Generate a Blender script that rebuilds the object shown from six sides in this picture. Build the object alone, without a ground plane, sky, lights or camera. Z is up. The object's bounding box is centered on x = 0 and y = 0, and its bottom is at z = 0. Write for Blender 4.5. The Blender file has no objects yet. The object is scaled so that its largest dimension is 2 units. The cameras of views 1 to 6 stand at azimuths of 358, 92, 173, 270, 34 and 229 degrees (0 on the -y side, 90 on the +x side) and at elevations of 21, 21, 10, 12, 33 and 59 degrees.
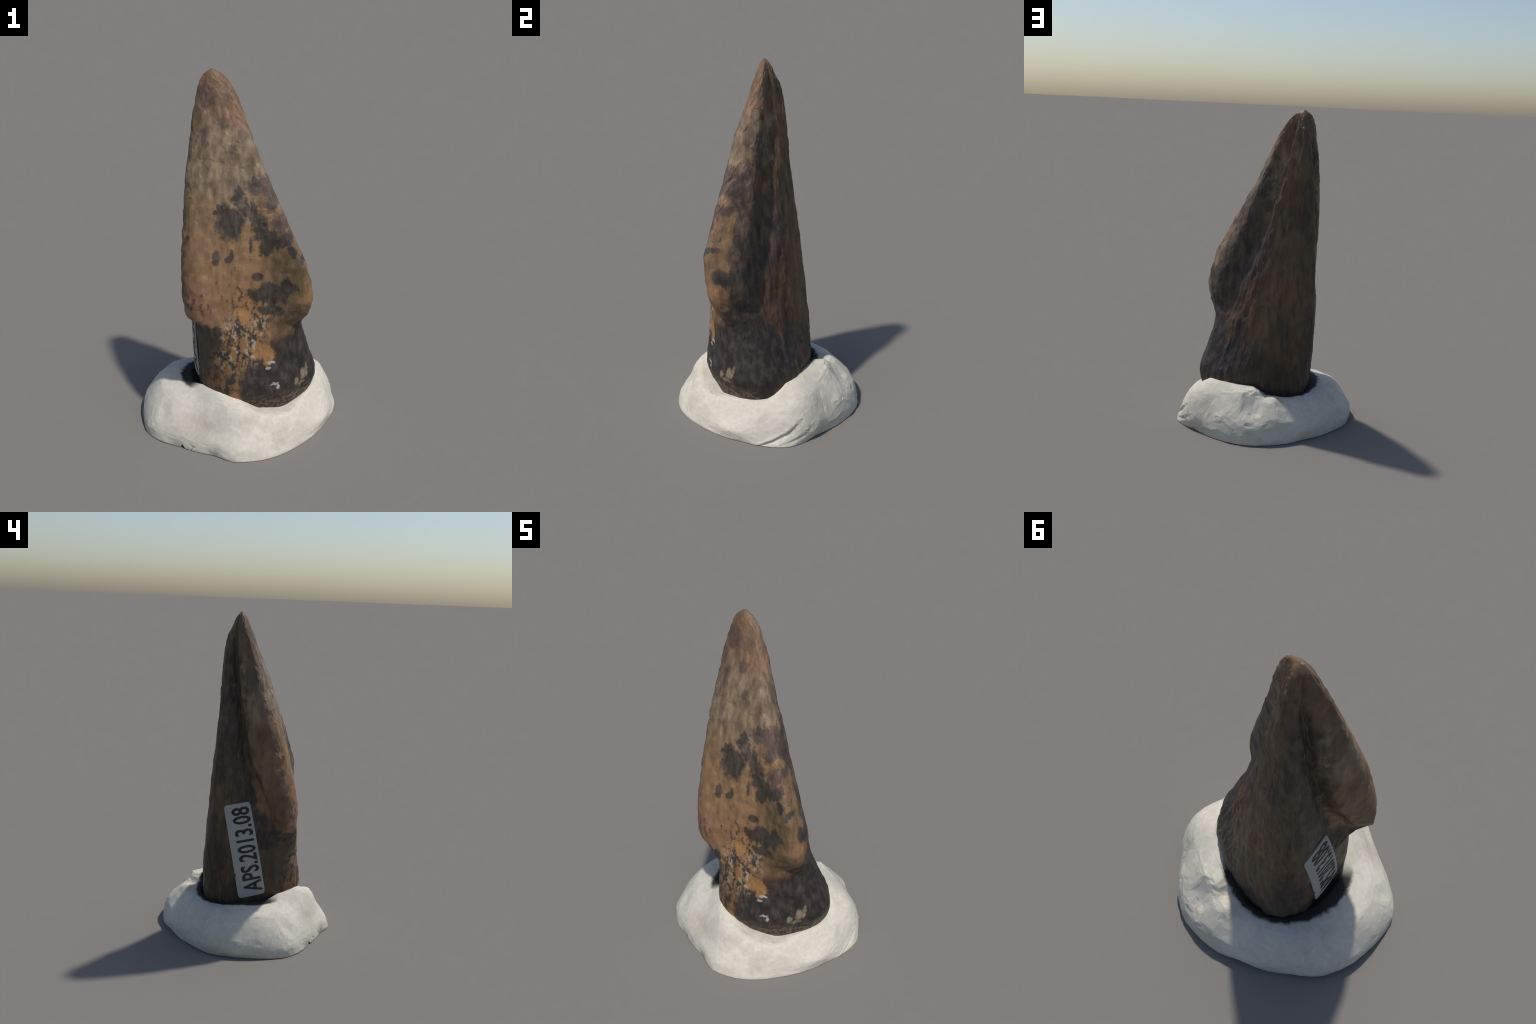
import bpy, bmesh, math
import numpy as np
from mathutils import Vector, noise
from mathutils.bvhtree import BVHTree

# ------------------------------------------------------------------ helpers
def pchip(zs, vs, z):
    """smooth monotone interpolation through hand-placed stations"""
    zs = np.asarray(zs, float); vs = np.asarray(vs, float); z = np.asarray(z, float)
    h = np.diff(zs); d = np.diff(vs) / h
    m = np.zeros_like(vs)
    for i in range(1, len(vs) - 1):
        if d[i-1] * d[i] > 0:
            w1 = 2*h[i] + h[i-1]; w2 = h[i] + 2*h[i-1]
            m[i] = (w1 + w2) / (w1/d[i-1] + w2/d[i])
    m[0] = d[0]; m[-1] = d[-1]
    k = np.clip(np.searchsorted(zs, z) - 1, 0, len(h) - 1)
    t = (z - zs[k]) / h[k]
    return ((2*t**3 - 3*t**2 + 1)*vs[k] + (t**3 - 2*t**2 + t)*h[k]*m[k]
            + (-2*t**3 + 3*t**2)*vs[k+1] + (t**3 - t**2)*h[k]*m[k+1])

def closed_spline(P, n):
    """periodic Catmull-Rom through the rows of P, n samples, even arc length"""
    K = len(P); per = 24
    t = np.arange(per) / per
    out = []
    for i in range(K):
        p0, p1, p2, p3 = P[i-1], P[i], P[(i+1) % K], P[(i+2) % K]
        tt = t[:, None]
        out.append(.5*((2*p1) + (p2-p0)*tt + (2*p0-5*p1+4*p2-p3)*tt**2
                       + (3*p1-p0-3*p2+p3)*tt**3))
    return np.concatenate(out), per

def fbm(p, octaves=3):
    v, a = 0.0, 1.0
    for _ in range(octaves):
        v += a * noise.noise(p); p = p * 2.03; a *= .5
    return v

def smooth(a, b, x):
    t = min(1, max(0, (x - a) / (b - a))); return t*t*(3-2*t)

def new_object(name, mesh, parent=None):
    ob = bpy.data.objects.new(name, mesh)
    bpy.context.scene.collection.objects.link(ob)
    if parent: ob.parent = parent
    return ob

def apply_modifiers(ob):
    dg = bpy.context.evaluated_depsgraph_get()
    me = bpy.data.meshes.new_from_object(ob.evaluated_get(dg))
    ob.modifiers.clear()
    old = ob.data; ob.data = me
    bpy.data.meshes.remove(old)

def jitter(me, amount, keep_floor=True):
    """nudge every vertex along its normal: the uneven facets of the surface"""
    rng = np.random.default_rng(11)
    k = rng.uniform(-1, 1, len(me.vertices))
    normals = [v.normal.copy() for v in me.vertices]
    for v in me.vertices:
        if keep_floor and v.co.z < .004: continue
        a = amount(v.co) if callable(amount) else amount
        v.co += normals[v.index] * (a * k[v.index])
    me.update()

def soften_facets(me, blend):
    """scan-like facets: normals part way between flat and smooth"""
    for p in me.polygons: p.use_smooth = True
    vn = [v.normal.copy() for v in me.vertices]
    ln = [None] * len(me.loops)
    for p in me.polygons:
        for li in p.loop_indices:
            ln[li] = (p.normal * (1-blend) + vn[me.loops[li].vertex_index] * blend).normalized()
    return ln

# ------------------------------------------------------------------ tooth shape
# stations of height; every rail runs up the tooth along one landmark
Z = [.06, .18, .30, .45, .57, .655, .72, .82, 1.0, 1.2, 1.4, 1.6, 1.8, 1.92, 1.975, 2.0]
RAILS = {  # anticlockwise from the front middle; (x list, y list)
 'front_middle': ([.07,.08,.08,.05,.03,.02,.01,.0,-.02,-.04,-.06,-.09,-.12,-.14,-.15,-.158],
                  [-.20,-.29,-0.34,-0.32,-0.307,-0.298,-0.284,-.272,-.255,-0.223,-0.164,-.100,-.015,.030,.055,.076]),
 'front_right': ([.18,.22,.23,.19,.17,.165,.17,.17,.15,.10,.05,-.01,-.07,-.105,-.13,-.155],
                  [-.19,-0.262,-0.298,-0.277,-0.27,-0.266,-0.264,-0.26,-0.238,-0.215,-0.162,-.100,-.015,.031,.058,.077]),
 'shield_right_front': ([.28,.32,.345,.298,.272,.268,.285,.310,.315,.240,.148,.062,-.012,-.075,-.115,-.153],
                  [-.15,-.19,-0.208,-0.212,-0.222,-0.225,-0.252,-0.28,-.285,-.230,-.163,-.092,-.013,.040,.066,.078]),
 'shield_right_edge': ([.34,.39,.422,.376,.343,.34,.366,.388,.352,.262,.168,.080,.004,-.058,-.106,-.152],
                  [-.07,-.10,-.11,-.12,-.13,-.15,-.20,-.225,-.225,-.185,-.120,-.050,.022,.062,.076,.08]),
 'shield_right_back': ([.355,.41,.434,.386,.350,.328,.328,.335,.288,.205,.128,.052,-.018,-.074,-.112,-.152],
                  [.01,.0,.0,-.02,-.03,-.05,-0.085,-0.088,-.075,-.035,.0,.030,.062,.084,.085,.082]),
 'groove_right': ([.33,.38,.395,.345,.305,.278,0.258,0.234,0.163,0.082,0.02,-.036,-.08,-.11,-.126,-.153],
                  [.09,.10,.09,.06,.035,.012,-0.003,0,0.027,0.044,.063,.081,.093,.098,.093,.083]),
 'flank_right':  ([.26,.30,.31,.27,.24,.22,.195,.168,.110,.048,-.005,-.055,-.10,-.12,-.134,-.154],
                  [.16,.18,.18,.14,.115,.11,.105,.10,.11,.118,.125,.13,.125,.112,.100,.084]),
 'back_right':   ([.15,.17,.17,.13,.11,.095,.08,.065,.03,-.02,-.06,-.095,-.13,-.138,-.144,-.156],
                  [.22,.245,.25,.235,.215,.207,.198,.19,.178,.17,.165,.16,.15,.122,.105,.085]),
 'back_middle':  ([.02,.02,.0,-.03,-.05,-.06,-.07,-.08,-.11,-.13,-.14,-.15,-.16,-.155,-.155,-.158],
                  [.24,.27,.278,.27,.262,.257,.252,.248,.232,.211,.194,.184,.172,.13,.107,.085]),
 'back_crest':   ([-.13,-.165,-.185,-.20,-.208,-.212,-.222,-.230,-.24,-.24,-.23,-.212,-.192,-.178,-.168,-.160],
                  [.22,.24,.255,.257,.25,.245,.238,.228,.214,.198,.182,.170,.16,.125,.105,.084]),
 'flank_left': ([-.20,-.245,-.265,-.275,-.28,-.28,-.278,-.273,-.262,-.250,-.235,-.216,-.200,-.192,-.178,-.162],
                  [.13,.14,.14,.15,.15,.14,.13,.13,0.11,0.115,0.12,.13,.135,.115,.100,.083]),
 'groove_left': ([-.22,-.25,-.263,-.27,-.27,-.262,-0.246,-0.234,-0.231,-0.231,-0.226,-0.214,-0.2,-.194,-.183,-.163],
                  [.03,.03,.03,.03,.01,-.03,-0.12,-0.085,-0.02,0.036,0.068,0.094,0.108,.104,.092,.082]),
 'shield_left_back': ([-.19,-.22,-.237,-.245,-.25,-0.25,-0.258,-0.283,-0.288,-0.286,-0.276,-0.262,-.237,-.218,-.192,-.164],
                  [-.06,-.09,-.11,-.08,-.08,-0.11,-0.2,-0.165,-0.092,-0.022,0.016,0.048,0.08,.087,.084,.080]),
 'shield_left_edge': ([-.13,-.175,-.195,-.20,-.205,-.225,-0.29,-.312,-.318,-.312,-.302,-.28,-.252,-.232,-.200,-.165],
                  [-.14,-.19,-.22,-.195,-.185,-.19,-0.248,-.23,-.19,-.135,-.09,-.035,.020,.058,.070,.078]),
 'front_left': ([-.05,-.08,-.10,-.11,-.115,-0.16,-.19,-.21,-.23,-.235,-.215,-.20,-.20,-.19,-.178,-.162],
                  [-.19,-0.28,-0.315,-0.295,-0.292,-0.296,-0.3,-.300,-.267,-.212,-.150,-.083,-.006,.035,.058,.077]),
}

def tooth_surface():
    levels = np.concatenate([np.linspace(.06, .5, 46)[:-1], np.linspace(.5, .9, 66)[:-1],
                             np.linspace(.9, 1.85, 120)[:-1], np.linspace(1.85, 2.0, 36)])
    rails = list(RAILS.values())
    K = len(rails); X = np.array([pchip(Z, r[0], levels) for r in rails])
    Y = np.array([pchip(Z, r[1], levels) for r in rails])
    rows = []; per = 24
    for j in range(len(levels)):
        ring, per = closed_spline(np.stack([X[:, j], Y[:, j]], 1), 0)
        rows.append(ring)
    rows = np.array(rows)                       # level, around, xy
    return levels, rows, per

def build_tooth(root_empty):
    levels, rows, per = tooth_surface()
    nl, na = rows.shape[:2]
    names = list(RAILS)
    u_groove_r = names.index('groove_right') * per
    u_groove_l = names.index('groove_left') * per
    bm = bmesh.new()
    dl = bm.verts.layers.deform.verify()
    V = []
    for j in range(nl):
        z = levels[j]; ring = rows[j]
        row = []
        tan = np.roll(ring, -1, 0) - np.roll(ring, 1, 0)
        for i in range(na):
            x, y = ring[i]
            n = Vector((tan[i, 1], -tan[i, 0], 0))
            n = n.normalized() if n.length > 1e-9 else Vector((0, 0, 1))
            on_crown = (i <= u_groove_r or i >= u_groove_l)
            # low lumps, lengthways striations on the root, knobbly shield rim
            lump = .0045 * fbm(Vector((x*9, y*9, z*6)), 3)
            stri = .0065 * fbm(Vector((x*30, y*30, z*5.5 + 7)), 2) - .007*max(0, noise.noise(Vector((x*30+9, y*30, z*20)))-.28)
            chip = .0035 * noise.noise(Vector((x*22+3, y*22, z*24)))
            rim = 0.0
            for nm in ('shield_right_edge', 'shield_left_edge'):
                k = names.index(nm) * per
                du = abs(i - k) / per
                if du < .8 and z > .62:
                    rim += (.006 if 'left' in nm else .004) * (1-du/.8) * noise.noise(Vector((5, 2, z*21)))
            # sharp bottoms of the two long side grooves
            crease = 0.0
            for nm, deep, wide in (('groove_left', -.009, .34), ('groove_right', -.008, .40), ('shield_left_back', .012, .45),
                                   ('flank_left', .005, .6), ('shield_right_back', .007, .45), ('flank_right', .004, .5)):
                du = abs(i - names.index(nm)*per) / per
                if du < 1.4: crease += deep * math.exp(-(du/wide)**2) * smooth(.70, .84, z) * smooth(1.93, 1.70, z)
            fade = smooth(2.0, 1.93, z)
            d = (lump + (chip*.8 if on_crown else stri + chip*.5) + rim) * fade + crease
            v = bm.verts.new((x + n.x*d, y + n.y*d, z))
            c = 0.0
            if on_crown:
                # lower rim of the crown runs across the front
                c = smooth(.585, .60, z)
            v[dl][0] = c
            row.append(v)
        V.append(row)
    for j in range(nl-1):
        for i in range(na):
            a, b = V[j][i], V[j][(i+1) % na]
            c, d = V[j+1][(i+1) % na], V[j+1][i]
            bm.faces.new((a, b, c, d))
    bm.faces.new(list(reversed(V[0])))
    bm.faces.new(V[-1])
    bmesh.ops.triangulate(bm, faces=bm.faces[:])
    me = bpy.data.meshes.new('tooth'); bm.to_mesh(me); bm.free()
    ob = new_object('tooth_whole', me)
    ob.vertex_groups.new(name='crown')
    m = ob.modifiers.new('scan', 'DECIMATE'); m.ratio = .12
    apply_modifiers(ob)
    jitter(ob.data, lambda c: .0014 + .0013*smooth(1.0, 1.4, c.z) if c.z < 1.97 else 0)
    return ob

def split_regions(ob, names, region_of_face, parent, mat, normals):
    """separate one closed surface into touching named parts, sharing its normals"""
    me = ob.data; out = []
    for k, name in enumerate(names):
        faces = [p for p in me.polygons if region_of_face[p.index] == k]
        vmap, verts, polys, ln = {}, [], [], []
        for p in faces:
            idx = []
            for li in p.loop_indices:
                vi = me.loops[li].vertex_index
                if vi not in vmap:
                    vmap[vi] = len(verts); verts.append(me.vertices[vi].co[:])
                idx.append(vmap[vi]); ln.append(normals[li])
            polys.append(idx)
        m2 = bpy.data.meshes.new(name); m2.from_pydata(verts, [], polys); m2.update()
        for p in m2.polygons: p.use_smooth = True
        m2.normals_split_custom_set(ln)
        m2.materials.append(mat)
        out.append(new_object(name, m2, parent))
    return out

# ------------------------------------------------------------------ putty base
FOOT = [(0,.563),(13,.589),(21,.578),(33,.546),(50.6,.553),(71,.563),(84,.545),(99,.525),(114,.497),
        (129,.505),(141,.512),(148,.527),(160,.553),(174,.556),(186,.565),(195,.577),(205,.586),(215,.57),
        (231,.52),(252,.504),(268,.545),(283,.539),(299,.52),(314,.506),(342,.52)]
#  azimuth: wall, shoulder, rim, contact with the tooth  -> (radius, height)
PROFILE = {
  0:   ((.545,.06),(.522,.117),(.475,.185),(.43,.215)),
  22:  ((.575,.05),(.55,.14),(.50,.22),(.40,.28)),
  45:  ((.545,.07),(.512,.15),(.45,.235),(.37,.285)),
  67:  ((.553,.06),(.512,.138),(.415,.255),(.33,.285)),
  90:  ((.533,.06),(.492,.142),(.405,.222),(.31,.235)),
  112: ((.507,.07),(.47,.133),(.40,.203),(.308,.218)),
  135: ((.505,.07),(.462,.145),(.40,.207),(.313,.218)),
  157: ((.555,.06),(.515,.147),(.435,.224),(.306,.228)),
  180: ((.575,.05),(.55,.125),(.455,.226),(.303,.244)),
  202: ((.58,.06),(.527,.14),(.437,.216),(.30,.250)),
  225: ((.52,.07),(.46,.15),(.39,.215),(.30,.28)),
  247: ((.49,.06),(.44,.14),(.385,.235),(.335,.29)),
  270: ((.52,.058),(.47,.133),(.41,.235),(.345,.255)),
  292: ((.50,.06),(.46,.13),(.41,.182),(.36,.187)),
  315: ((.485,.06),(.45,.13),(.42,.17),(.385,.178)),
  337: ((.518,.06),(.472,.115),(.437,.167),(.408,.200)),
}

def periodic(az, val, q):
    az = np.asarray(az, float); val = np.asarray(val, float)
    A = np.concatenate([az-360, az, az+360]); B = np.concatenate([val]*3)
    return pchip(A, B, q)

# local lumps and hollows pressed into the putty: x, y, size, height
DENTS = [(.12,.435,.050,-.030), (.045,.345,.032,-.022), (-.015,.397,.030,.014), (.19,.375,.040,.012),
         (.10,.35,.028,.014), (.40,.33,.055,-.012), (.31,.45,.05,.010), (-.43,-.26,.035,-.012),
         (-.25,-.40,.07,-.014), (.23,-.27,.05,-.016), (-.03,-.44,.03,-.008), (.10,-.50,.05,.006),
         (-.46,-.10,.06,.008), (.47,.17,.04,.010)]

def fold(q, t):
    """slanting pull-folds on the right wall of the putty"""
    v = 0.0
    for q0, slope, depth, width, reach in ((-2, 13.0, .010, 2.4, 2.3), (8, 15.0, .004, 2.6, 2.0)):
        dq = (q - (q0 + slope*t) + 180) % 360 - 180
        v -= depth * math.exp(-(dq/width)**2) * smooth(reach, reach*.5, t)
        v += .6*depth * math.exp(-((dq+3.2)/2.2)**2) * smooth(reach, reach*.5, t)
    return v

def build_base(parent, mat):
    na, ns = 300, 66
    q = np.arange(na) * 360 / na
    foot = periodic([a for a, _ in FOOT], [r for _, r in FOOT], q)
    az = list(PROFILE)
    R = [foot]; H = [np.zeros(na)]
    for k in range(4):
        R.append(periodic(az, [PROFILE[a][k][0] for a in az], q))
        H.append(periodic(az, [PROFILE[a][k][1] for a in az], q))
    # an open gap round the back and left of the tooth, a snug fit elsewhere
    gap = np.array([smooth(80, 110, a)*smooth(250, 225, a) for a in q])
    R.append(R[-1] - .05 + .003*gap); H.append(H[-1] - .004 - .024*gap)
    R.append(R[-1] * .4); H.append(H[-1] - .03)
    R = np.array(R); H = np.array(H)
    t = np.linspace(0, 6, ns)
    bm = bmesh.new(); V = [[] for _ in range(ns)]
    for i in range(na):
        P = np.stack([R[:, i], H[:, i]], 1)
        P = np.vstack([2*P[0]-P[1], P, 2*P[-1]-P[-2]])
        a = math.radians(q[i]); ca, sa = math.cos(a), math.sin(a)
        for s in range(ns):
            j = min(int(t[s]), 5); f = t[s]-j
            p0, p1, p2, p3 = P[j], P[j+1], P[j+2], P[j+3]
            r, h = .5*((2*p1)+(p2-p0)*f+(2*p0-5*p1+4*p2-p3)*f*f+(3*p1-p0-3*p2+p3)*f**3)
            x, y = r*ca, r*sa
            w = smooth(0, .9, t[s])
            pos = Vector((x, y, h))
            d = .010*fbm(pos*4.2+Vector((3, 1, 8)), 2)
            rough = smooth(45, 70, q[i])*smooth(125, 95, q[i])
            d += rough*.006*noise.noise(pos*13+Vector((1, 4, 2)))
            side = d*.7*w + fold(q[i], t[s])*smooth(0, .25, t[s]+.1)
            up = d*.7*w
            for bx, by, size, height in DENTS:
                g2 = ((x-bx)**2+(y-by)**2)/size**2
                if g2 < 6: up += height*math.exp(-g2)*smooth(.3, 1.6, t[s])
            V[s].append(bm.verts.new((x+ca*side, y+sa*side, max(0, h+up) if s else 0)))
    for s in range(ns-1):
        for i in range(na):
            bm.faces.new((V[s][i], V[s][(i+1) % na], V[s+1][(i+1) % na], V[s+1][i]))
    bm.faces.new(list(reversed(V[0]))); bm.faces.new(V[-1])
    bmesh.ops.triangulate(bm, faces=bm.faces[:])
    me = bpy.data.meshes.new('putty_base'); bm.to_mesh(me); bm.free()
    ob = new_object('putty_base', me, parent)
    m = ob.modifiers.new('scan', 'DECIMATE'); m.ratio = .11
    apply_modifiers(ob)
    jitter(ob.data, lambda c: .0018 + .0018*smooth(.28, .36, c.y)*smooth(-.1, .05, c.x))
    # small torn notch and slit at the foot, front left
    cutters = []
    for tri, depth in (([(-.340,-.393,-.02), (-.323,-.403,.020), (-.280,-.426,-.02)], .05),
                       ([(-.283,-.424,-.02), (-.256,-.437,.026), (-.276,-.428,-.02)], .04)):
        inward = Vector((.6, .8, 0))
        pts = [Vector(p) - inward*.03 for p in tri] + [Vector(p) + inward*depth for p in tri]
        cm = bpy.data.meshes.new('cut')
        cm.from_pydata([p[:] for p in pts], [], [(0,1,2), (5,4,3), (0,3,4,1), (1,4,5,2), (2,5,3,0)])
        cb = bmesh.new(); cb.from_mesh(cm); bmesh.ops.recalc_face_normals(cb, faces=cb.faces[:]); cb.to_mesh(cm); cb.free()
        c = new_object('cut', cm); cutters.append(c)
        m = ob.modifiers.new('cut', 'BOOLEAN'); m.operation = 'DIFFERENCE'; m.object = c; m.solver = 'EXACT'
    apply_modifiers(ob)
    for c in cutters: bpy.data.objects.remove(c)
    ob.data.normals_split_custom_set(soften_facets(ob.data, .4))
    ob.data.materials.clear(); ob.data.materials.append(mat)
    return ob

# ------------------------------------------------------------------ materials
class Nodes:
    """tiny expression builder over shader nodes"""
    def __init__(self, name, roughness=.75, specular=.3):
        self.mat = bpy.data.materials.new(name); self.mat.use_nodes = True
        self.t = self.mat.node_tree; self.t.nodes.clear()
        self.out = self.t.nodes.new('ShaderNodeOutputMaterial')
        self.b = self.t.nodes.new('ShaderNodeBsdfPrincipled')
        self.t.links.new(self.b.outputs[0], self.out.inputs[0])
        self.b.inputs['Roughness'].default_value = roughness
        self.b.inputs['Specular IOR Level'].default_value = specular
        self.P = self.t.nodes.new('ShaderNodeTexCoord').outputs['Object']
        sep = self.t.nodes.new('ShaderNodeSeparateXYZ'); self.link(self.P, sep.inputs[0])
        self.x, self.y, self.z = sep.outputs
    def link(self, v, sock):
        if hasattr(v, 'is_output'): self.t.links.new(v, sock)
        elif isinstance(v, tuple) and len(v) == 3 and sock.type == 'RGBA': sock.default_value = (*v, 1)
        else: sock.default_value = v
    def m(self, op, a, b=0.0, c=None):
        n = self.t.nodes.new('ShaderNodeMath'); n.operation = op
        self.link(a, n.inputs[0]); self.link(b, n.inputs[1])
        if c is not None: self.link(c, n.inputs[2])
        return n.outputs[0]
    def add(self, a, b): return self.m('ADD', a, b)
    def sub(self, a, b): return self.m('SUBTRACT', a, b)
    def mul(self, a, b): return self.m('MULTIPLY', a, b)
    def mx(self, a, b): return self.m('MAXIMUM', a, b)
    def inv(self, a): return self.m('SUBTRACT', 1.0, a)
    def vm(self, op, a, b):
        n = self.t.nodes.new('ShaderNodeVectorMath'); n.operation = op
        self.link(a, n.inputs[0]); self.link(b, n.inputs[1]); return n.outputs[0]
    def length(self, a):
        n = self.t.nodes.new('ShaderNodeVectorMath'); n.operation = 'LENGTH'
        self.link(a, n.inputs[0]); return n.outputs['Value']
    def ramp(self, v, a, b, lo=0.0, hi=1.0):
        n = self.t.nodes.new('ShaderNodeMapRange'); n.interpolation_type = 'SMOOTHSTEP'
        self.link(v, n.inputs['Value']); n.inputs['From Min'].default_value = a; n.inputs['From Max'].default_value = b
        n.inputs['To Min'].default_value = lo; n.inputs['To Max'].default_value = hi
        return n.outputs['Result']
    def noise(self, scale, detail=3, vec=None, rough=.55, offset=0.0, color=False):
        v = self.vm('MULTIPLY', vec or self.P, scale if isinstance(scale, tuple) else (scale,)*3)
        if offset: v = self.vm('ADD', v, (offset, offset*1.7, -offset))
        n = self.t.nodes.new('ShaderNodeTexNoise'); n.inputs['Scale'].default_value = 1
        n.inputs['Detail'].default_value = detail; n.inputs['Roughness'].default_value = rough
        self.link(v, n.inputs['Vector'])
        return n.outputs['Color' if color else 'Fac']
    def voronoi(self, scale, vec=None, feature='F1'):
        v = self.vm('MULTIPLY', vec or self.P, scale)
        n = self.t.nodes.new('ShaderNodeTexVoronoi'); n.feature = feature; n.inputs['Scale'].default_value = 1
        self.link(v, n.inputs['Vector']); return n.outputs['Distance']
    def mix(self, f, a, b, mode='MIX'):
        n = self.t.nodes.new('ShaderNodeMix'); n.data_type = 'RGBA'; n.blend_type = mode
        self.link(f, n.inputs[0]); self.link(a, n.inputs[6]); self.link(b, n.inputs[7]); return n.outputs[2]
    def blob(self, vec, c, r, soft=.35):
        d = self.vm('DIVIDE', self.vm('SUBTRACT', vec, c), r)
        return self.ramp(self.length(d), 1.0+soft*.5, 1.0-soft*.5)
    def blobs(self, vec, items, soft=.35):
        v = None
        for c, r in items:
            k = self.blob(vec, c, r, soft); v = k if v is None else self.mx(v, k)
        return v
    def shade(self, color, gain):
        """multiply a colour by a scalar"""
        n = self.t.nodes.new('ShaderNodeVectorMath'); n.operation = 'SCALE'
        self.link(color, n.inputs[0]); self.link(gain, n.inputs['Scale']); return n.outputs[0]
    def bump(self, h, strength, dist):
        n = self.t.nodes.new('ShaderNodeBump'); n.inputs['Strength'].default_value = strength
        n.inputs['Distance'].default_value = dist; self.link(h, n.inputs['Height'])
        self.t.links.new(n.outputs[0], self.b.inputs['Normal'])

def fossil_material():
    N = Nodes('fossil_enamel_and_root', .55, .32)
    warp = N.vm('ADD', N.P, N.vm('MULTIPLY', N.vm('SUBTRACT', N.noise(15, 4, color=True, rough=.65), (.5, .5, .5)), (.095, .08, .13)))
    fine = N.vm('ADD', N.P, N.vm('MULTIPLY', N.vm('SUBTRACT', N.noise(55, 2, color=True), (.5, .5, .5)), (.022, .022, .03)))
    streak = N.noise((22, 22, 5), 3)
    patch = N.noise((7, 7, 4.5), 3, offset=3)
    grain = N.noise((36, 36, 17), 3, offset=9)
    # ---- enamel of the crown: orange low down, greyer above, warm brown tip
    lowtan = N.mix(N.ramp(patch, .35, .65), (.200, .116, .062), (.258, .147, .074))
    midtan = N.mix(N.ramp(patch, .35, .65), (.185, .116, .060), (.225, .136, .068))
    grey = N.mix(N.ramp(streak, .3, .7), (.150, .106, .066), (.215, .155, .098))
    tipc = N.mix(N.ramp(patch, .38, .62), (.125, .082, .052), (.185, .105, .055))
    zj = N.add(N.z, N.mul(N.sub(patch, .5), .25))
    en = N.mix(N.ramp(zj, .95, 1.15), lowtan, midtan)
    en = N.mix(N.ramp(zj, 1.28, 1.45), en, grey)
    en = N.mix(N.ramp(zj, 1.68, 1.84), en, tipc)
    olive = N.blobs(warp, [((.25,-.27,.98), (.13,.12,.17)), ((.27,-.25,.70), (.12,.15,.13)), ((.17,-.27,.80), (.10,.10,.16))], .9)
    en = N.mix(N.mul(olive, .8), en, (.128, .087, .047))
    pink = N.blobs(warp, [((.15,-.16,1.42), (.05,.08,.10)), ((.24,-.22,1.20), (.04,.07,.12)), ((-.03,.0,1.76), (.07,.08,.07)), ((-.22,-.28,.80), (.10,.10,.12))], .8)
    en = N.mix(N.mul(pink, .6), en, (.215, .115, .072))
    # ---- root: dark brown, reddish and blackish, streaked lengthways
    rn = N.noise((9, 9, 3.2), 4, offset=5)
    root = N.mix(N.ramp(rn, .36, .62), (.074, .052, .032), (.138, .088, .042))
    red = N.ramp(N.noise((11, 11, 4), 3, offset=11), .48, .66)
    root = N.mix(N.mul(red, .65), root, (.128, .062, .032))
    flank = N.mul(N.ramp(N.x, -.02, .10), N.ramp(N.y, .22, .12))
    root = N.mix(N.mul(flank, .85), root, N.mix(N.ramp(rn, .40, .62), (.027, .020, .018), (.068, .034, .023)))
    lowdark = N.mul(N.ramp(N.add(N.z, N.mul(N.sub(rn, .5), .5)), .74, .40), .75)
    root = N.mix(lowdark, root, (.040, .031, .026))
    rightdark = N.blobs(warp, [((.36,-.02,.40), (.20,.26,.26)), ((.10,-.28,.38), (.26,.12,.11)), ((.28,-.10,.42), (.2,.22,.2))], .5)
    root = N.mix(rightdark, root, N.mix(N.ramp(grain, .35, .7), (.025, .020, .018), (.050, .040, .034)))
    rust = N.blobs(warp, [((.25,.10,.60), (.04,.06,.08)), ((.13,.16,.80), (.07,.07,.14)), ((.34,.10,.27), (.09,.11,.035)), ((.27,.16,.24), (.08,.10,.05)),
                          ((.02,.13,1.36), (.05,.04,.16)), ((-.27,.12,.44), (.06,.04,.10)), ((-.24,-.12,.32), (.05,.07,.06)), ((-.10,.26,.50), (.10,.06,.10))], .8)
    root = N.mix(N.mul(rust, .42), root, (.125, .064, .028))
    leftgrey = N.blobs(warp, [((-.245,.10,1.15), (.06,.10,.30)), ((-.21,.12,1.55), (.05,.07,.30)), ((-.25,-.03,.82), (.05,.09,.22)), ((-.245,.02,1.0), (.05,.09,.2))], .6)
    root = N.mix(N.mul(leftgrey, .75), root, N.mix(N.ramp(grain, .35, .65), (.046, .038, .032), (.072, .056, .045)))
    lines = N.mul(N.ramp(N.noise((46, 46, 6), 2, offset=13), .56, .66), N.ramp(N.y, -.05, .08))
    root = N.mix(N.mul(lines, .55), root, (.034, .027, .022))
    ridges = N.mul(N.ramp(N.noise((40, 40, 5), 2, offset=17), .55, .68), N.ramp(N.y, -.05, .08))
    root = N.mix(N.mul(N.mul(ridges, .35), N.inv(N.mul(flank, .8))), root, (.150, .108, .062))
    # pitted dark side of the crown
    mott = N.noise((17, 17, 9), 4, offset=21, rough=.65)
    side = N.mix(N.ramp(mott, .38, .60), (.036, .030, .026), (.098, .070, .048))
    # ---- where enamel shows
    xr = N.ramp(N.add(N.x, N.mul(N.sub(N.z, 1.0), .12)), .0, .24)
    thr = N.sub(N.sub(N.mul(N.z, .145), .125), N.add(N.mul(xr, .160), N.mul(N.ramp(N.x, -.12, -.22), .045)))
    front = N.ramp(N.add(N.sub(thr, N.y), N.mul(N.sub(N.noise(15, 3, offset=2), .5), .22)), -.025, .03)
    lowedge = N.add(N.add(.60, N.mul(N.ramp(N.x, .02, .22), -.02)), N.mul(N.ramp(N.y, -.24, -.10), N.mul(N.ramp(N.x, -.05, -.2), .17)))
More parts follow.
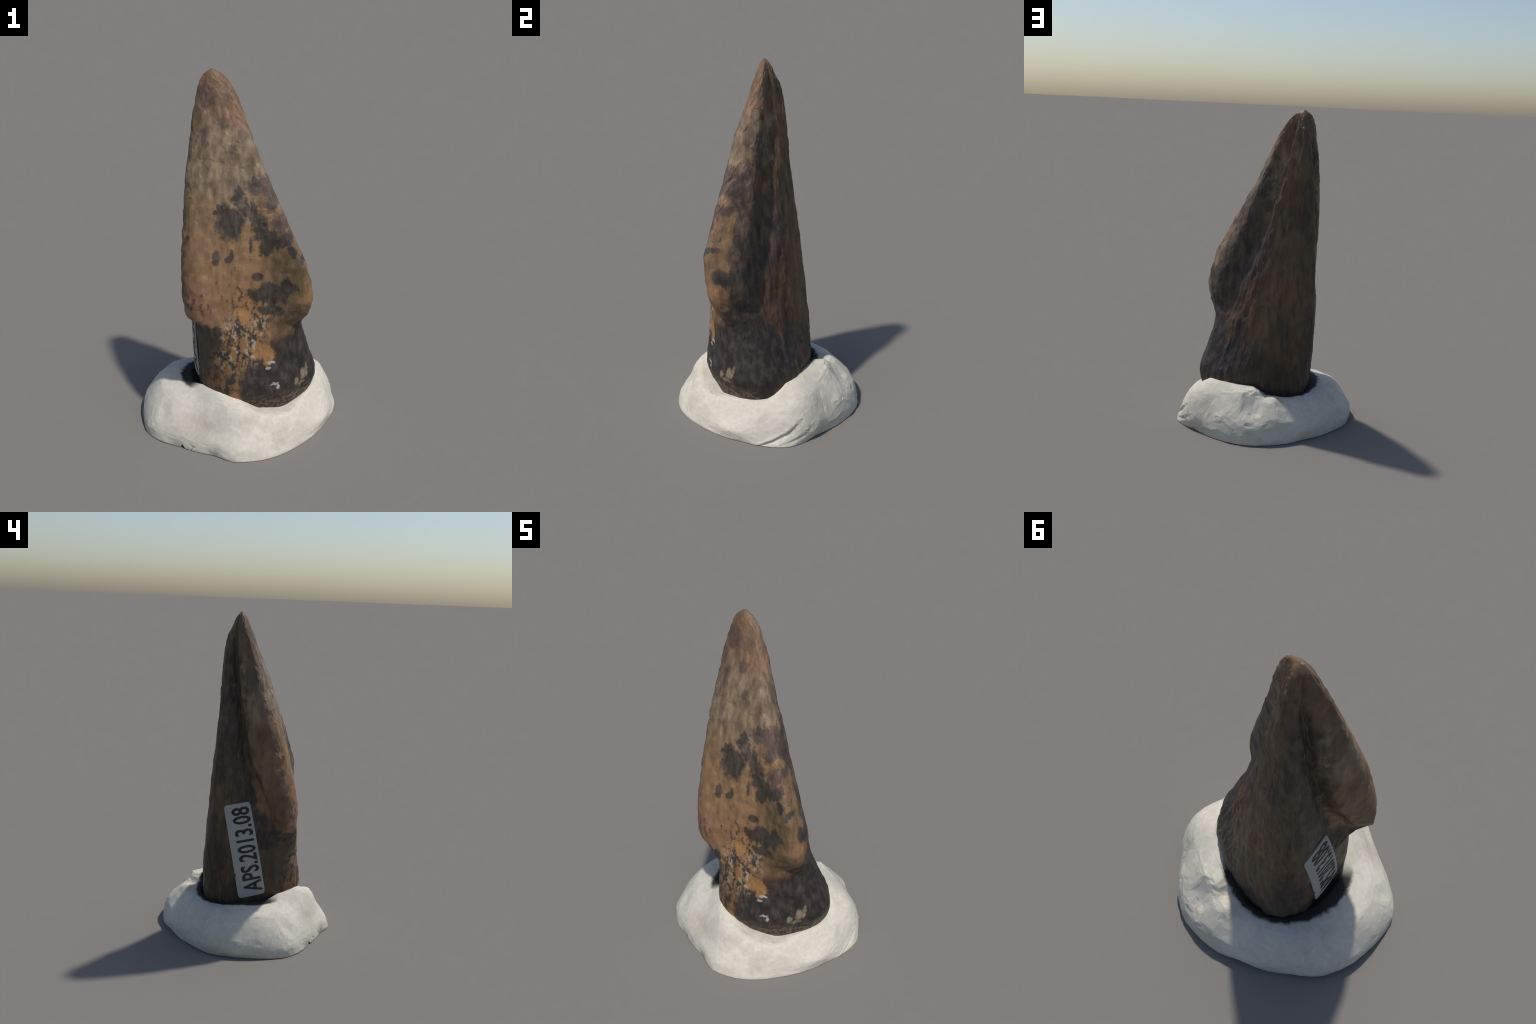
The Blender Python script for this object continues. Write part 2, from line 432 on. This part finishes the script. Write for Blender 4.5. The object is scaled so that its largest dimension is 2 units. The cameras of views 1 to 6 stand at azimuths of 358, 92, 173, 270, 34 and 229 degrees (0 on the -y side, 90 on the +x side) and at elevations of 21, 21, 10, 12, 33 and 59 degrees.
    up = N.ramp(N.add(N.sub(N.z, lowedge), N.mul(N.sub(patch, .5), .10)), .0, .07)
    crown_fac = N.mul(front, up)
    behind = N.mul(N.ramp(N.z, .62, .70), N.mul(N.ramp(N.x, .0, .10), N.ramp(N.sub(N.add(thr, .165), N.y), -.03, .03)))
    col = N.mix(N.mul(behind, .85), root, side)
    purple = N.mul(behind, N.ramp(zj, 1.0, 1.25))
    col = N.mix(N.mul(purple, .85), col, N.mix(N.ramp(mott, .38, .62), (.055, .038, .033), (.125, .080, .052)))
    col = N.mix(crown_fac, col, en)
    # left back of the crown stays tan
    leftback = N.blobs(warp, [((-.30,-.16,.88), (.05,.09,.17)), ((-.285,-.09,1.20), (.05,.075,.25)), ((-.255,.0,1.6), (.05,.05,.25))], .7)
    col = N.mix(N.mul(leftback, .75), col, N.mix(N.ramp(patch, .38, .6), (.085, .057, .034), (.175, .110, .056)))
    # ---- lower front: network of tan, beige and dark flecks
    zone = N.blobs(warp, [((.02,-.29,.62), (.12,.13,.17)), ((.09,-.29,.74), (.08,.12,.10)), ((-.06,-.28,.42), (.10,.13,.16)), ((-.12,-.25,.30), (.10,.13,.10)), ((.0,-.28,.82), (.05,.12,.09))], .8)
    cell = N.voronoi((42, 42, 25), fine)
    fleck = N.noise((38, 38, 22), 2, vec=fine, offset=4)
    net = N.mix(N.ramp(fleck, .38, .54), (.040, .033, .030), (.255, .142, .064))
    net = N.mix(N.ramp(cell, .36, .16), net, (.040, .033, .031))
    beige = N.mul(N.ramp(N.noise((48, 48, 34), 1, offset=8), .54, .66), N.ramp(N.z, .78, .68))
    net = N.mix(N.mul(beige, .85), net, (.34, .275, .20))
    net = N.mix(N.ramp(N.z, .50, .36), net, N.mix(N.ramp(fleck, .40, .56), (.045, .034, .026), (.165, .090, .038)))
    col = N.mix(N.mul(zone, .92), col, net)
    orange = N.blobs(warp, [((.125,-.28,.535), (.055,.10,.055)), ((.15,-.28,.49), (.035,.10,.045)), ((.02,-.30,.78), (.03,.06,.10)), ((-.03,-.33,.25), (.04,.08,.055))], .5)
    col = N.mix(N.mul(orange, .9), col, (.300, .155, .060))
    # rim of pale-ringed flecks along the very bottom
    band = N.mul(N.ramp(N.z, .30, .235), N.mul(N.ramp(N.x, -.05, .08), N.ramp(N.y, .02, -.06)))
    ring = N.noise((44, 44, 52), 1, vec=fine, offset=6)
    col = N.mix(N.mul(band, .85), col, N.mix(N.ramp(ring, .48, .56), (.038, .032, .027), (.165, .120, .072)))
    # ---- dark mineral patches on the enamel, plus shade painted under the left lobe
    field = N.blobs(warp, [
        ((-.062,-.20,1.235), (.080,.10,.100)), ((-.015,-.165,1.375), (.034,.08,.065)), ((-.11,-.19,1.30), (.035,.08,.03)), ((.015,-.19,1.33), (.03,.08,.05)),
        ((.065,-.19,1.29), (.036,.08,.085)), ((.105,-.20,1.21), (.055,.09,.085)), ((.165,-.21,1.165), (.070,.09,.070)), ((.225,-.22,1.16), (.05,.09,.045)), ((.135,-.22,1.10), (.045,.08,.045)),
        ((.27,-.24,1.10), (.03,.08,.04)),
        ((.16,-.27,.87), (.115,.09,.075)), ((.235,-.27,.90), (.065,.09,.055)), ((.16,-.275,.765), (.075,.09,.045)), ((.07,-.262,.86), (.035,.07,.045)),
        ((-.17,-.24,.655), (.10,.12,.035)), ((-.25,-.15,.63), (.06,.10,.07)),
        ], 1.0)
    rag = N.noise((24, 24, 13), 4, offset=31, rough=.6)
    dark = N.ramp(N.add(field, N.mul(N.sub(rag, .5), 1.4)), .40, .92)
    dark = N.mx(dark, N.blobs(fine, [
        ((-.135,-.255,1.065), (.022,.07,.040)), ((-.068,-.255,1.055), (.022,.07,.016)), ((-.05,-.255,1.08), (.010,.07,.028)), ((.05,-.24,1.13), (.010,.07,.045)),
        ((.087,-.245,.955), (.032,.07,.024)), ((.372,-.20,.94), (.030,.045,.050)), ((.385,-.17,.90), (.020,.03,.03)), ((.318,-.247,1.065), (.014,.05,.028)),
        ((-.283,-.192,1.158), (.014,.03,.016))], .5))
    umber = N.blobs(warp, [((.10,-.14,1.435), (.085,.09,.045)), ((.155,-.13,1.36), (.05,.09,.08)), ((.21,-.18,1.24), (.05,.09,.07))], 1.0)
    umber = N.ramp(N.add(umber, N.mul(N.sub(rag, .5), .9)), .30, .85)
    col = N.mix(N.mul(umber, .85), col, (.072, .049, .040))
    darkc = N.mix(N.ramp(grain, .3, .7), (.028, .025, .021), (.050, .041, .036))
    col = N.mix(N.mul(dark, .88), col, darkc)
    tipdark = N.blobs(warp, [((-.185,.02,1.875), (.055,.07,.075)), ((-.10,-.04,1.735), (.03,.06,.05)), ((-.195,-.04,1.66), (.03,.06,.06)), ((-.05,-.06,1.60), (.02,.05,.06))], .8)
    tipdark = N.ramp(N.add(tipdark, N.mul(N.sub(rag, .5), .8)), .25, .95)
    col = N.mix(N.mul(tipdark, .6), col, (.066, .045, .038))
    spots = N.mul(N.ramp(N.voronoi((30, 30, 13), fine), .30, .18), N.blobs(warp, [((-.03,-.28,.86), (.12,.12,.13)), ((-.24,-.28,.82), (.08,.10,.10))], .8))
    col = N.mix(N.mul(spots, .75), col, (.075, .040, .034))
    # bright mineral flecks
    pale = N.blobs(fine, [((.185,-.300,.345), (.024,.05,.008)), ((.208,-.302,.325), (.008,.05,.016)), ((.165,-.276,.465), (.022,.06,.009)), ((.15,-.28,.435), (.018,.06,.007))], .6)
    col = N.mix(N.mul(pale, .65), col, (.46, .44, .41))
    cross = N.blobs(fine, [((.352,-.205,.345), (.014,.05,.034)), ((.372,-.18,.365), (.010,.04,.040)), ((.345,-.21,.30), (.026,.05,.012)), ((.315,-.24,.325), (.012,.05,.022))], .6)
    col = N.mix(N.mul(cross, .8), col, (.215, .175, .110))
    # ---- overall streak and grain
    gain = N.mul(N.ramp(streak, .28, .72, .80, 1.20), N.ramp(grain, .25, .75, .84, 1.16))
    col = N.shade(col, gain)
    N.link(col, N.b.inputs['Base Color'])
    h = N.add(N.mul(streak, .6), N.mul(grain, .5))
    N.bump(h, .35, .012)
    return N.mat

def putty_material():
    N = Nodes('putty', .8, .25)
    a = N.noise(5, 3); b = N.noise((14, 14, 20), 3, offset=4); c = N.noise(3.2, 2, offset=9)
    col = N.mix(N.ramp(a, .35, .65), (.562, .527, .432), (.592, .550, .468))
    col = N.mix(N.mul(N.ramp(b, .5, .75), .3), col, (.480, .450, .395))
    stain = N.mul(N.ramp(c, .52, .68), N.ramp(N.noise(12, 3, offset=2), .4, .65))
    col = N.mix(N.mul(stain, .35), col, (.390, .345, .275))
    warp = N.vm('ADD', N.P, N.vm('MULTIPLY', N.vm('SUBTRACT', N.noise(20, 3, color=True), (.5, .5, .5)), (.05, .05, .05)))
    smudge = N.blobs(warp, [((-.25,-.38,.10), (.10,.10,.10)), ((.40,.34,.17), (.05,.05,.03)), ((-.05,.37,.24), (.03,.04,.04)), ((.46,.40,.05), (.10,.10,.06))], .9)
    col = N.mix(N.mul(smudge, .35), col, (.360, .315, .245))
    # the scan's baked occlusion, painted black around the gap beside the tooth
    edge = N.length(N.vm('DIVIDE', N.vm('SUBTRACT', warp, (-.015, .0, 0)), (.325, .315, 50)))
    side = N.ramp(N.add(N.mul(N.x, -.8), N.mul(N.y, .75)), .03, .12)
    baked_shade = N.mul(N.ramp(edge, 1.06, .98), side)
    col = N.mix(baked_shade, col, (.030, .027, .025))
    col = N.shade(col, N.ramp(N.noise(40, 2, offset=7), .2, .8, .93, 1.07))
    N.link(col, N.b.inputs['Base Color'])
    N.bump(N.noise((70, 70, 40), 3), .15, .006)
    return N.mat

def plain_material(name, dark, light, rough):
    N = Nodes(name, rough, .3)
    N.link(N.mix(N.noise(30, 3), dark, light), N.b.inputs['Base Color'])
    return N.mat

# ------------------------------------------------------------------ paper label with its number
LABEL = ((-.276, .151, .848), (-.250, -.007, .875), (-.263, .042, .258), (-.237, -.124, .290))  # top back, top front, bottom back, bottom front

def build_label(parent, tree, paper, ink):
    TL, TR, BL, BR = (Vector(p) for p in LABEL)
    nv, nu = 9, 25
    def flat(u, v):   # u up the label, v from back edge to front edge
        return (BL.lerp(BR, v)).lerp(TL.lerp(TR, v), u)
    normal = (TR-TL).cross(BL-TL).normalized()
    if normal.x > 0: normal = -normal
    depth = np.zeros((nu, nv))
    for i in range(nu):
        for j in range(nv):
            p = flat(i/(nu-1), j/(nv-1)) + normal*.2
            hit = tree.ray_cast(p, -normal)
            depth[i, j] = .2 - hit[3] if hit[0] is not None else 0
    # smooth paper: low-order fit through the surface under it, lifted clear
    uu, vv = np.meshgrid(np.linspace(0, 1, nu), np.linspace(0, 1, nv), indexing='ij')
    def terms(u, v): return np.stack([np.ones_like(u), u, v, u*u, u*v, v*v, u**3, u*u*v, u*v*v, v**3], -1)
    co, *_ = np.linalg.lstsq(terms(uu, vv).reshape(-1, 10), depth.ravel(), rcond=None)
    fit = terms(uu, vv) @ co
    lift = float(np.percentile(depth - fit, 97)) + .0015
    def place(u, v, up=0.0):
        return flat(u, v) + normal*(float(terms(np.array(u), np.array(v)) @ co) + lift + up)
    verts, faces = [], []
    thick = .006
    for layer in (0.0, -thick):
        for i in range(nu):
            for j in range(nv):
                u, v = i/(nu-1), j/(nv-1)
                # rounded corners, slightly wavy cut edge
                cu, cv = abs(u-.5)*2, abs(v-.5)*2
                if cu == 1 and cv == 1: u = .5+(u-.5)*.985; v = .5+(v-.5)*.93
                verts.append(place(u, v, layer)[:])
    n = nu*nv
    for i in range(nu-1):
        for j in range(nv-1):
            a, b, c, d = i*nv+j, i*nv+j+1, (i+1)*nv+j+1, (i+1)*nv+j
            faces.append((a, b, c, d)); faces.append((n+d, n+c, n+b, n+a))
    loop = [j for j in range(nv)] + [i*nv+nv-1 for i in range(1, nu)] + [(nu-1)*nv+j for j in range(nv-2, -1, -1)] + [i*nv for i in range(nu-2, 0, -1)]
    for k in range(len(loop)):
        a, b = loop[k], loop[(k+1) % len(loop)]
        faces.append((b, a, n+a, n+b))
    me = bpy.data.meshes.new('paper_label'); me.from_pydata(verts, [], faces); me.update()
    bm = bmesh.new(); bm.from_mesh(me); bmesh.ops.recalc_face_normals(bm, faces=bm.faces[:]); bm.to_mesh(me); bm.free()
    me.materials.append(paper)
    lab = new_object('paper_label', me, parent)
    # number, read upwards, letter tops towards the back edge
    cu = bpy.data.curves.new('lettering', 'FONT'); cu.body = 'APS.2013.08'; cu.size = 1
    cu.offset = .02; cu.space_character = 1.02; cu.resolution_u = 4
    tob = new_object('lettering_helper', cu)
    dg = bpy.context.evaluated_depsgraph_get()
    tm = bpy.data.meshes.new_from_object(tob.evaluated_get(dg)); bpy.data.objects.remove(tob)
    xs = [v.co.x for v in tm.vertices]; ys = [v.co.y for v in tm.vertices]
    x0, x1, y0, y1 = min(xs), max(xs), min(ys), max(ys)
    bm = bmesh.new(); bm.from_mesh(tm)
    bmesh.ops.remove_doubles(bm, verts=bm.verts[:], dist=1e-4)
    bmesh.ops.triangulate(bm, faces=bm.faces[:])
    for _ in range(3):
        long = [e for e in bm.edges if e.calc_length() > .12]
        if long: bmesh.ops.subdivide_edges(bm, edges=long, cuts=1); bmesh.ops.triangulate(bm, faces=bm.faces[:])
    for v in bm.verts:
        u = .045 + .915*(v.co.x-x0)/(x1-x0); w = .92 - .68*(v.co.y-y0)/(y1-y0)
        v.co = place(u, w, .0012)
    bmesh.ops.recalc_face_normals(bm, faces=bm.faces[:])
    bm.normal_update()
    if sum(f.normal.dot(normal) for f in bm.faces) < 0: bmesh.ops.reverse_faces(bm, faces=bm.faces[:])
    bm.to_mesh(tm); bm.free()
    tm.materials.clear(); tm.materials.append(ink); tm.name = 'lettering'
    new_object('lettering', tm, lab)
    return lab

# ------------------------------------------------------------------ assemble
top = bpy.data.objects.new('fossil_tooth', None)
bpy.context.scene.collection.objects.link(top)
top['label'] = 'dark brown leaf-shaped fossil tooth standing in white putty'
top['category'] = 'fossil tooth'

tooth_mat = fossil_material()
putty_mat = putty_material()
paper = plain_material('paper', (.34, .335, .30), (.41, .40, .36), .75)  # paper greyed partway to the shade baked in on the label's side
ink = plain_material('ink', (.022, .021, .020), (.035, .033, .030), .6)
whole = build_tooth(top)
g = [0]*len(whole.data.polygons)
for p in whole.data.polygons:
    w = 0
    for vi in p.vertices:
        for gr in whole.data.vertices[vi].groups: w += gr.weight
    g[p.index] = 0 if w/3 > .5 else 1
normals = soften_facets(whole.data, .35)
bmt = bmesh.new(); bmt.from_mesh(whole.data); tree = BVHTree.FromBMesh(bmt); bmt.free()
crown, root = split_regions(whole, ['crown', 'root'], g, top, tooth_mat, normals)
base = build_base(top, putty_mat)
build_label(top, tree, paper, ink)
bpy.data.objects.remove(whole)
